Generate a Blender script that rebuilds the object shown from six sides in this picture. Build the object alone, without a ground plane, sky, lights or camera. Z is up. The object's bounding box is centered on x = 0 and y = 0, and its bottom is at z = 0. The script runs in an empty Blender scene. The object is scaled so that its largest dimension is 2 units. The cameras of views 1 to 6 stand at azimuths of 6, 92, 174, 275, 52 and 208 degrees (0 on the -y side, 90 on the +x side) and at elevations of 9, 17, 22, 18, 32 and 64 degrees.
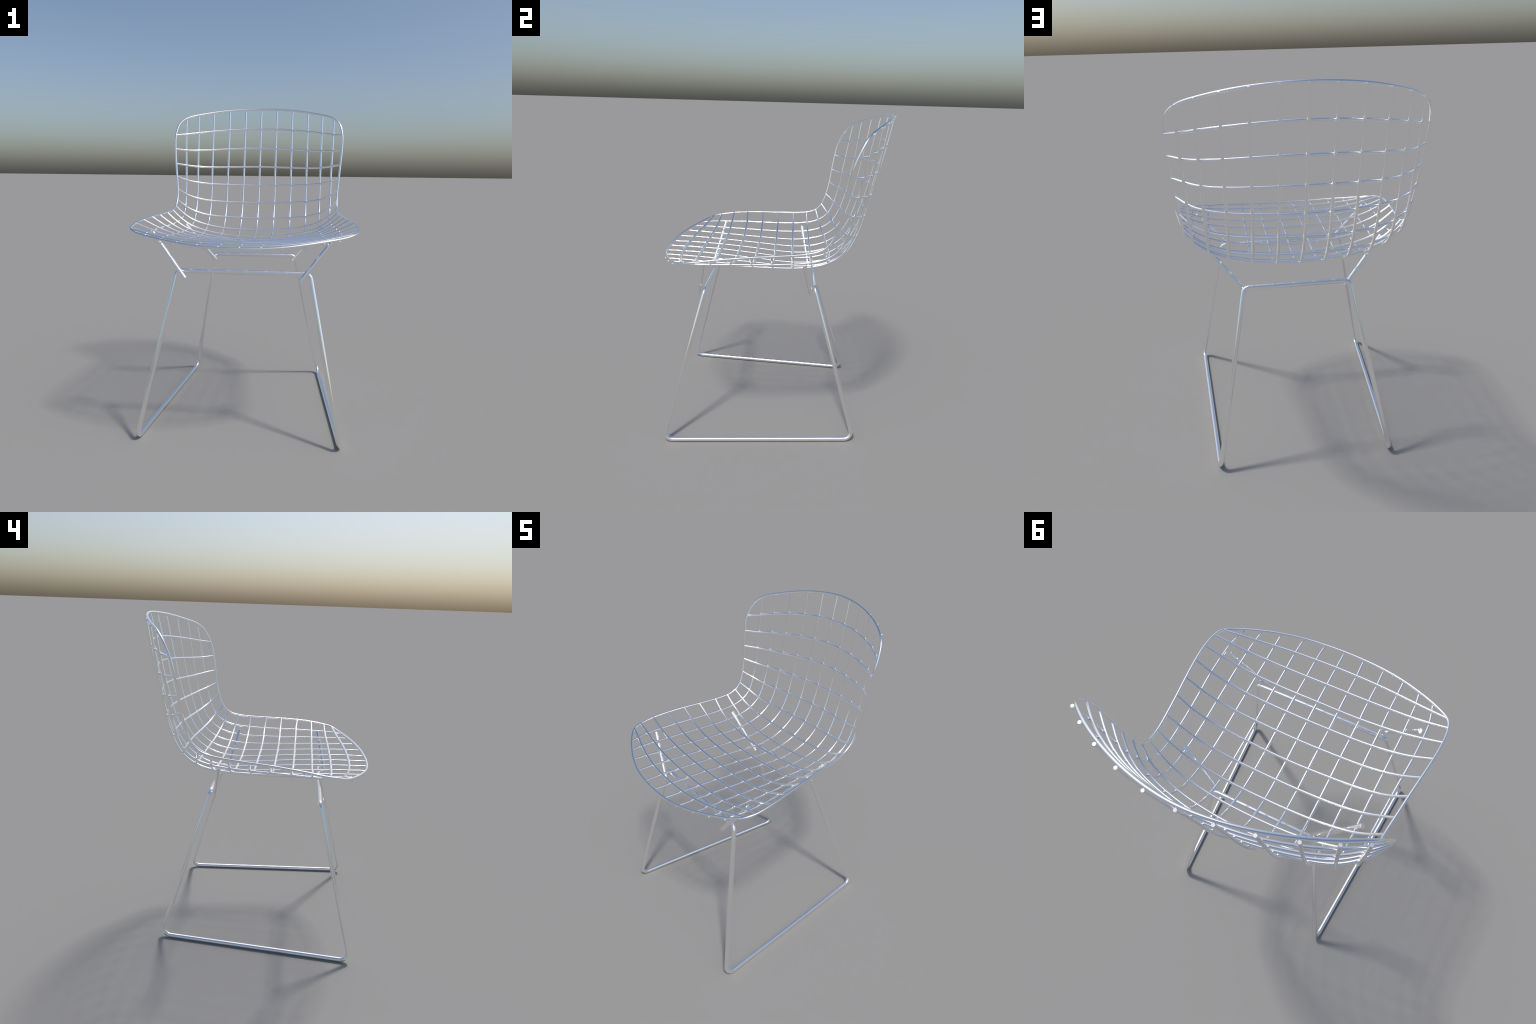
# Wire side chair: a welded wire shell on a bent-rod sled base, all polished chrome.
import bpy, math
from mathutils import Vector

# ------------------------------------------------------------------ sizes (metres)
WIRE_R = 0.0071          # shell wires
RIM_R = 0.0072           # closed rim wire
ROD_R = 0.0136           # base rod
STRUT_R = 0.0137         # straight struts that carry the shell
LAYER = 0.0130           # lengthwise wires lie this far under the cross wires
LONG_OVERHANG = 0.003     # cut ends of the lengthwise wires past the rim
TOP_BEND, FOOT_BEND = 0.036, 0.045   # bend radii of the base rod

# Cross wires, top of the back -> front of the seat, half of each (the shell is symmetric).
# (x of the 5 lengthwise wires beside the centre one and of the rim, y centre -> rim, z centre -> rim)
CROSS_ROWS = [
    ([0.1156, 0.2316, 0.3457, 0.4470, 0.5259, 0.5932], [0.6544, 0.6468, 0.6243, 0.5868, 0.5399, 0.4872, 0.4294], [1.8463, 1.8434, 1.8354, 1.8229, 1.8087, 1.7941, 1.7840]),
    ([0.1160, 0.2324, 0.3462, 0.4456, 0.5224, 0.5906], [0.6244, 0.6171, 0.5960, 0.5641, 0.5221, 0.4683, 0.4052], [1.7024, 1.7004, 1.6946, 1.6869, 1.6810, 1.6787, 1.6814]),
    ([0.1157, 0.2324, 0.3464, 0.4441, 0.5180, 0.5825], [0.5943, 0.5877, 0.5683, 0.5393, 0.5008, 0.4502, 0.3906], [1.5659, 1.5640, 1.5611, 1.5592, 1.5614, 1.5696, 1.5836]),
    ([0.1165, 0.2335, 0.3456, 0.4428, 0.5152, 0.5749], [0.5579, 0.5519, 0.5357, 0.5121, 0.4794, 0.4333, 0.3752], [1.4282, 1.4287, 1.4315, 1.4361, 1.4464, 1.4623, 1.4891]),
    ([0.1170, 0.2331, 0.3451, 0.4411, 0.5133, 0.5648], [0.5141, 0.5090, 0.4950, 0.4736, 0.4442, 0.4056, 0.3581], [1.3022, 1.3032, 1.3067, 1.3144, 1.3312, 1.3606, 1.3977]),
    ([0.1173, 0.2344, 0.3461, 0.4401, 0.5097, 0.5602], [0.4479, 0.4445, 0.4342, 0.4168, 0.3931, 0.3659, 0.3272], [1.1944, 1.1953, 1.2005, 1.2117, 1.2365, 1.2743, 1.3246]),
    ([0.1183, 0.2343, 0.3468, 0.4391, 0.5075, 0.5627], [0.3507, 0.3489, 0.3428, 0.3318, 0.3178, 0.3014, 0.2846], [1.1181, 1.1199, 1.1281, 1.1477, 1.1797, 1.2237, 1.2781]),
    ([0.1164, 0.2330, 0.3461, 0.4417, 0.5104, 0.5670], [0.2339, 0.2341, 0.2328, 0.2299, 0.2256, 0.2195, 0.2130], [1.0799, 1.0835, 1.0957, 1.1190, 1.1521, 1.1981, 1.2541]),
    ([0.1165, 0.2326, 0.3450, 0.4433, 0.5174, 0.5801], [0.1164, 0.1166, 0.1169, 0.1172, 0.1162, 0.1154, 0.1143], [1.0742, 1.0773, 1.0882, 1.1085, 1.1413, 1.1876, 1.2427]),
    ([0.1164, 0.2330, 0.3463, 0.4469, 0.5262, 0.5970], [0.0003, -0.0007, -0.0019, -0.0018, -0.0006, 0.0007, -0.0014], [1.0807, 1.0837, 1.0937, 1.1109, 1.1400, 1.1827, 1.2384]),
    ([0.1172, 0.2336, 0.3481, 0.4511, 0.5366, 0.6144], [-0.1191, -0.1195, -0.1199, -0.1191, -0.1180, -0.1168, -0.1181], [1.0932, 1.0953, 1.1027, 1.1169, 1.1425, 1.1817, 1.2344]),
    ([0.1190, 0.2352, 0.3493, 0.4551, 0.5477, 0.6319], [-0.2367, -0.2370, -0.2365, -0.2357, -0.2355, -0.2345, -0.2354], [1.1040, 1.1050, 1.1107, 1.1234, 1.1460, 1.1810, 1.2273]),
    ([0.1183, 0.2357, 0.3506, 0.4584, 0.5537, 0.6451], [-0.3543, -0.3535, -0.3528, -0.3525, -0.3513, -0.3494, -0.3486], [1.1138, 1.1142, 1.1188, 1.1300, 1.1494, 1.1780, 1.2167]),
    ([0.1175, 0.2349, 0.3501, 0.4581, 0.5539, 0.6441], [-0.4711, -0.4701, -0.4669, -0.4621, -0.4545, -0.4473, -0.4411], [1.1192, 1.1203, 1.1256, 1.1361, 1.1531, 1.1762, 1.2041]),
    ([0.1179, 0.2360, 0.3521, 0.4567, 0.5433, 0.6235], [-0.5894, -0.5863, -0.5773, -0.5607, -0.5392, -0.5185, -0.5015], [1.1225, 1.1243, 1.1304, 1.1407, 1.1558, 1.1737, 1.1921]),
]

# where the lengthwise wires meet the rim: (x, y, z), centre wire outwards
TOP_EDGE = [(0.0000, 0.6858, 1.9933), (0.1147, 0.6764, 1.9900), (0.2279, 0.6477, 1.9786), (0.3427, 0.6046, 1.9607), (0.4474, 0.5563, 1.9366), (0.5279, 0.5037, 1.9094)]
FRONT_EDGE = [(0.0000, -0.7033, 1.1262), (0.1179, -0.6974, 1.1267), (0.2372, -0.6808, 1.1329), (0.3509, -0.6496, 1.1452), (0.4517, -0.6083, 1.1562), (0.5344, -0.5692, 1.1694)]
# rim wire, right half: middle of the top edge -> down the side -> middle of the front edge
RIM_HALF = [
    (0.0000, 0.6893, 1.9942), (0.1152, 0.6788, 1.9902), (0.2311, 0.6510, 1.9797),
    (0.3459, 0.6083, 1.9610), (0.4486, 0.5574, 1.9375), (0.5235, 0.5098, 1.9115),
    (0.5665, 0.4769, 1.8771), (0.5867, 0.4495, 1.8301), (0.5949, 0.4236, 1.7677),
    (0.5923, 0.4046, 1.6852), (0.5850, 0.3889, 1.5890), (0.5762, 0.3750, 1.4902),
    (0.5675, 0.3548, 1.4011), (0.5635, 0.3265, 1.3296), (0.5646, 0.2823, 1.2811),
    (0.5701, 0.2129, 1.2562), (0.5830, 0.1181, 1.2454), (0.5995, 0.0043, 1.2397),
    (0.6190, -0.1184, 1.2346), (0.6372, -0.2390, 1.2261), (0.6480, -0.3466, 1.2148),
    (0.6471, -0.4324, 1.2015), (0.6300, -0.4934, 1.1916), (0.5897, -0.5340, 1.1784),
    (0.5292, -0.5718, 1.1674), (0.4493, -0.6108, 1.1568), (0.3524, -0.6490, 1.1447),
    (0.2421, -0.6797, 1.1331), (0.1232, -0.6965, 1.1261), (0.0000, -0.7020, 1.1247),
]

# base rod corners, right half: front crossbar end, front foot, rear foot, rear crossbar end
FRONT_TOP = (0.3865, -0.411, 0.949)
FRONT_FOOT = (0.5735, -0.649, ROD_R)
REAR_FOOT = (0.470, 0.544, ROD_R)
REAR_TOP = (0.283, 0.263, 0.950)
# struts, right half: (lower end, upper end)
FRONT_STRUT = ((0.330, -0.458, 0.912), (0.531, -0.394, 1.165))
REAR_STRUT = ((0.270, 0.238, 0.914), (0.473, 0.183, 1.163))


# ------------------------------------------------------------------ curves
def natural_spline(points, per_span, closed=False):
    """Cubic spline through the points, chord-length parameter; returns sampled points."""
    pts = [Vector(p) for p in points]
    if closed:
        wrap = 4
        ext = pts[-wrap:] + pts + pts[:wrap + 1]
        out = natural_spline(ext, per_span)
        return out[wrap * per_span:(wrap + len(pts)) * per_span]
    n = len(pts)
    t = [0.0]
    for a, b in zip(pts, pts[1:]):
        t.append(t[-1] + (b - a).length ** 0.75)
    h = [t[i + 1] - t[i] for i in range(n - 1)]
    m = [Vector((0, 0, 0)) for _ in range(n)]
    # Thomas algorithm for the second derivatives
    cp, dp = [0.0] * n, [Vector((0, 0, 0)) for _ in range(n)]
    for i in range(1, n - 1):
        rhs = 6 * ((pts[i + 1] - pts[i]) / h[i] - (pts[i] - pts[i - 1]) / h[i - 1])
        den = 2 * (h[i - 1] + h[i]) - h[i - 1] * cp[i - 1]
        cp[i] = h[i] / den
        dp[i] = (rhs - h[i - 1] * dp[i - 1]) / den
    for i in range(n - 2, 0, -1):
        m[i] = dp[i] - cp[i] * m[i + 1]
    out = []
    for i in range(n - 1):
        for k in range(per_span):
            s = h[i] * k / per_span
            a, b = pts[i], pts[i + 1]
            d1 = (b - a) / h[i] - h[i] * (2 * m[i] + m[i + 1]) / 6
            out.append(a + d1 * s + m[i] * (s * s / 2) + (m[i + 1] - m[i]) * (s ** 3 / (6 * h[i])))
    out.append(pts[-1].copy())
    return out


def extend_ends(path, amount):
    a = path[0] + (path[0] - path[1]).normalized() * amount
    b = path[-1] + (path[-1] - path[-2]).normalized() * amount
    return [a] + path + [b]


def rounded_corner(prev, corner, nxt, radius, steps=12):
    """Arc of a given bend radius replacing a sharp corner."""
    a, b = (prev - corner).normalized(), (nxt - corner).normalized()
    ang = a.angle(b)
    d = radius / math.tan(ang / 2)
    centre = corner + (a + b).normalized() * (radius / math.sin(ang / 2))
    p0, p1 = corner + a * d - centre, corner + b * d - centre
    sweep = p0.angle(p1)
    out = []
    for i in range(steps + 1):
        f = i / steps
        out.append(centre + (p0 * math.sin((1 - f) * sweep) + p1 * math.sin(f * sweep)) / math.sin(sweep))
    return out


# ------------------------------------------------------------------ tubes
def rings_along(path, radius, sides, closed=False):
    """Rings of (position, outward normal) along a path, with parallel-transported frames."""
    n = len(path)
    tang = []
    for i in range(n):
        before = (path[i] - path[(i - 1) % n]).normalized() if closed or i > 0 else Vector((0, 0, 0))
        after = (path[(i + 1) % n] - path[i]).normalized() if closed or i < n - 1 else Vector((0, 0, 0))
        tang.append((before + after).normalized())
    ref = Vector((0, 0, 1)) if abs(tang[0].z) < 0.9 else Vector((1, 0, 0))
    u = (ref - tang[0] * ref.dot(tang[0])).normalized()
    frames = []
    for i in range(n):
        u = (u - tang[i] * u.dot(tang[i])).normalized()
        frames.append(u.copy())
    twist = 0.0
    if closed:  # spread the closing twist evenly
        v0 = tang[0].cross(frames[0])
        back = (u - tang[0] * u.dot(tang[0])).normalized()
        twist = -math.atan2(back.dot(v0), back.dot(frames[0]))
    rings = []
    for i in range(n):
        w = tang[i].cross(frames[i])
        off = twist * i / n
        ring = []
        for k in range(sides):
            a = 2 * math.pi * k / sides + off
            nrm = frames[i] * math.cos(a) + w * math.sin(a)
            ring.append((path[i] + nrm * radius, nrm))
        rings.append((ring, tang[i]))
    return rings


def rings_to_mesh(name, rings, sides, closed=False, caps=True):
    verts, normals, faces = [], [], []
    for ring, _ in rings:
        for p, nrm in ring:
            verts.append(p)
            normals.append(nrm)
    n = len(rings)
    for i in range(n if closed else n - 1):
        for k in range(sides):
            a, b = i * sides + k, i * sides + (k + 1) % sides
            c, d = ((i + 1) % n) * sides + (k + 1) % sides, ((i + 1) % n) * sides + k
            faces.append((a, b, c, d))
    if caps and not closed:
        for idx, sign in ((0, -1), (n - 1, 1)):
            ring, t = rings[idx]
            base = len(verts)
            for p, _ in ring:
                verts.append(p)
                normals.append(t * sign)
            loop = list(range(base, base + sides))
            faces.append(tuple(loop if sign > 0 else loop[::-1]))
    mesh = bpy.data.meshes.new(name)
    mesh.from_pydata([tuple(v) for v in verts], [], faces)
    mesh.polygons.foreach_set("use_smooth", [True] * len(mesh.polygons))
    mesh.update()
    mesh.normals_split_custom_set_from_vertices([tuple(v) for v in normals])
    return mesh


def chamfered_path(path, radius, sides, closed=False, chamfer=0.0009):
    """Rings of an open tube with a tiny chamfer on both cut ends."""
    rings = rings_along(path, radius, sides, closed)
    if closed:
        return rings
    out = []
    for end in (0, -1):
        ring, t = rings[end]
        sign = -1 if end == 0 else 1
        tip = [(p - nrm * chamfer, (nrm + t * sign).normalized()) for p, nrm in ring]
        seat = [(p - t * sign * chamfer, nrm) for p, nrm in ring]
        out.append((tip, seat, t))
    (tip0, seat0, t0), (tip1, seat1, t1) = out
    return [(tip0, t0), (seat0, t0)] + rings[1:-1] + [(seat1, t1), (tip1, t1)]


# ------------------------------------------------------------------ material
def chrome(name, roughness):
    mat = bpy.data.materials.new(name)
    mat.use_nodes = True
    nt = mat.node_tree
    bsdf = nt.nodes["Principled BSDF"]
    bsdf.inputs["Metallic"].default_value = 1.0
    coord = nt.nodes.new("ShaderNodeTexCoord")
    noise = nt.nodes.new("ShaderNodeTexNoise")
    noise.inputs["Scale"].default_value = 6.0
    noise.inputs["Detail"].default_value = 2.0
    nt.links.new(coord.outputs["Object"], noise.inputs["Vector"])
    tint = nt.nodes.new("ShaderNodeValToRGB")
    tint.color_ramp.elements[0].position, tint.color_ramp.elements[1].position = 0.3, 0.7
    tint.color_ramp.elements[0].color = CHROME_A
    tint.color_ramp.elements[1].color = CHROME_B
    nt.links.new(noise.outputs["Fac"], tint.inputs["Fac"])
    nt.links.new(tint.outputs["Color"], bsdf.inputs["Base Color"])
    bsdf.inputs["Roughness"].default_value = roughness
    return mat


CHROME_A = (0.985, 0.985, 0.985, 1.0)
CHROME_B = (1.0, 1.0, 1.0, 1.0)
WIRE_CHROME = chrome("polished_chrome_wire", 0.16)
ROD_CHROME = chrome("polished_chrome_rod", 0.16)

# ------------------------------------------------------------------ assemble
chair = bpy.data.objects.new("wire_chair", None)
bpy.context.scene.collection.objects.link(chair)
chair["label"] = "chrome wire mesh side chair on a bent rod sled base"
chair["category"] = "chair"


def part(name, mesh, mat, parent=chair):
    mesh.materials.append(mat)
    ob = bpy.data.objects.new(name, mesh)
    bpy.context.scene.collection.objects.link(ob)
    ob.parent = parent
    return ob


# --- grid of crossings on the cross-wire layer: grid[row][col], col 0 = left rim ... 12 = right rim
def mirror_row(half):
    left = [Vector((-x, y, z)) for x, y, z in reversed(half[1:])]
    return left + [Vector(p) for p in half]


# --- rim: right half, then its mirror image, as one closed wire
rim_right = [Vector(p) for p in RIM_HALF]
rim_left = [Vector((-p.x, p.y, p.z)) for p in reversed(rim_right[1:-1])]
rim_path = natural_spline(rim_right + rim_left, 12, closed=True)


def on_rim(p):
    """Nearest point of the rim: the wires end there."""
    return min(rim_path, key=lambda q: (q - p).length_squared).copy()


# --- rim: right half, then its mirror image, as one closed wire
rim_right = [Vector(p) for p in RIM_HALF]
rim_left = [Vector((-p.x, p.y, p.z)) for p in reversed(rim_right[1:-1])]
rim_path = natural_spline(rim_right + rim_left, 12, closed=True)


def on_rim(p):
    """Nearest point of the rim: the wires end there."""
    return min(rim_path, key=lambda q: (q - p).length_squared).copy()


grid = [mirror_row(list(zip([0.0] + xs, ys, zs))) for xs, ys, zs in CROSS_ROWS]
for row in grid:
    row[0], row[-1] = on_rim(row[0]), on_rim(row[-1])
top_edge = [on_rim(p) for p in mirror_row(TOP_EDGE)]
front_edge = [on_rim(p) for p in mirror_row(FRONT_EDGE)]

part("rim_wire", rings_to_mesh("rim_wire", rings_along(rim_path, RIM_R, 18, True), 18, closed=True), WIRE_CHROME)

# --- cross wires, butted into the rim
for row in grid:
    path = extend_ends(natural_spline(row, 6), 0.002)
    part("cross_wire", rings_to_mesh("cross_wire", chamfered_path(path, WIRE_R, 16), 16), WIRE_CHROME)

# --- lengthwise wires, one layer under the cross wires and under the rim
full = [[None] + top_edge + [None]] + grid + [[None] + front_edge + [None]]
for col in range(1, 12):
    knots = []
    for r in range(len(full)):
        here = full[r][col]
        up, down = full[max(r - 1, 0)][col], full[min(r + 1, len(full) - 1)][col]
        left, right = full[r][col - 1] or here, full[r][col + 1] or here
        normal = (down - up).cross(right - left).normalized()   # faces the sitter
        knots.append(here - normal * LAYER)
    path = extend_ends(natural_spline(knots, 6), LONG_OVERHANG)
    part("lengthwise_wire", rings_to_mesh("lengthwise_wire", chamfered_path(path, WIRE_R, 16), 16), WIRE_CHROME)

# --- base: one closed bent rod, cut into crossbars, legs and floor runners at the middle of each bend
def flip(p):
    return Vector((-p[0], p[1], p[2]))


corners = [Vector(FRONT_TOP), Vector(FRONT_FOOT), Vector(REAR_FOOT), Vector(REAR_TOP),
           flip(REAR_TOP), flip(REAR_FOOT), flip(FRONT_FOOT), flip(FRONT_TOP)]
STEPS = 5
base_path, cuts = [], []
for i, c in enumerate(corners):
    radius = FOOT_BEND if c.z < 0.1 else TOP_BEND
    arc = rounded_corner(corners[i - 1], c, corners[(i + 1) % 8], radius, STEPS)
    cuts.append(len(base_path) + STEPS // 2)
    base_path += arc
base_rings = rings_along(base_path, ROD_R, 28, True)
kinds = ["leg", "floor_runner", "leg", "crossbar", "leg", "floor_runner", "leg", "crossbar"]
total = len(base_rings)
for i, kind in enumerate(kinds):
    a, b = cuts[i], cuts[(i + 1) % 8]
    if b < a:
        b += total
    seg = [base_rings[k % total] for k in range(a, b + 1)]
    part(kind, rings_to_mesh(kind, seg, 28, caps=False), ROD_CHROME)

# --- struts
for low, high in (FRONT_STRUT, REAR_STRUT):
    for side in (1, -1):
        a, b = Vector((low[0] * side, low[1], low[2])), Vector((high[0] * side, high[1], high[2]))
        path = [a.lerp(b, k / 6) for k in range(7)]
        part("strut", rings_to_mesh("strut", chamfered_path(path, STRUT_R, 24), 24), ROD_CHROME)
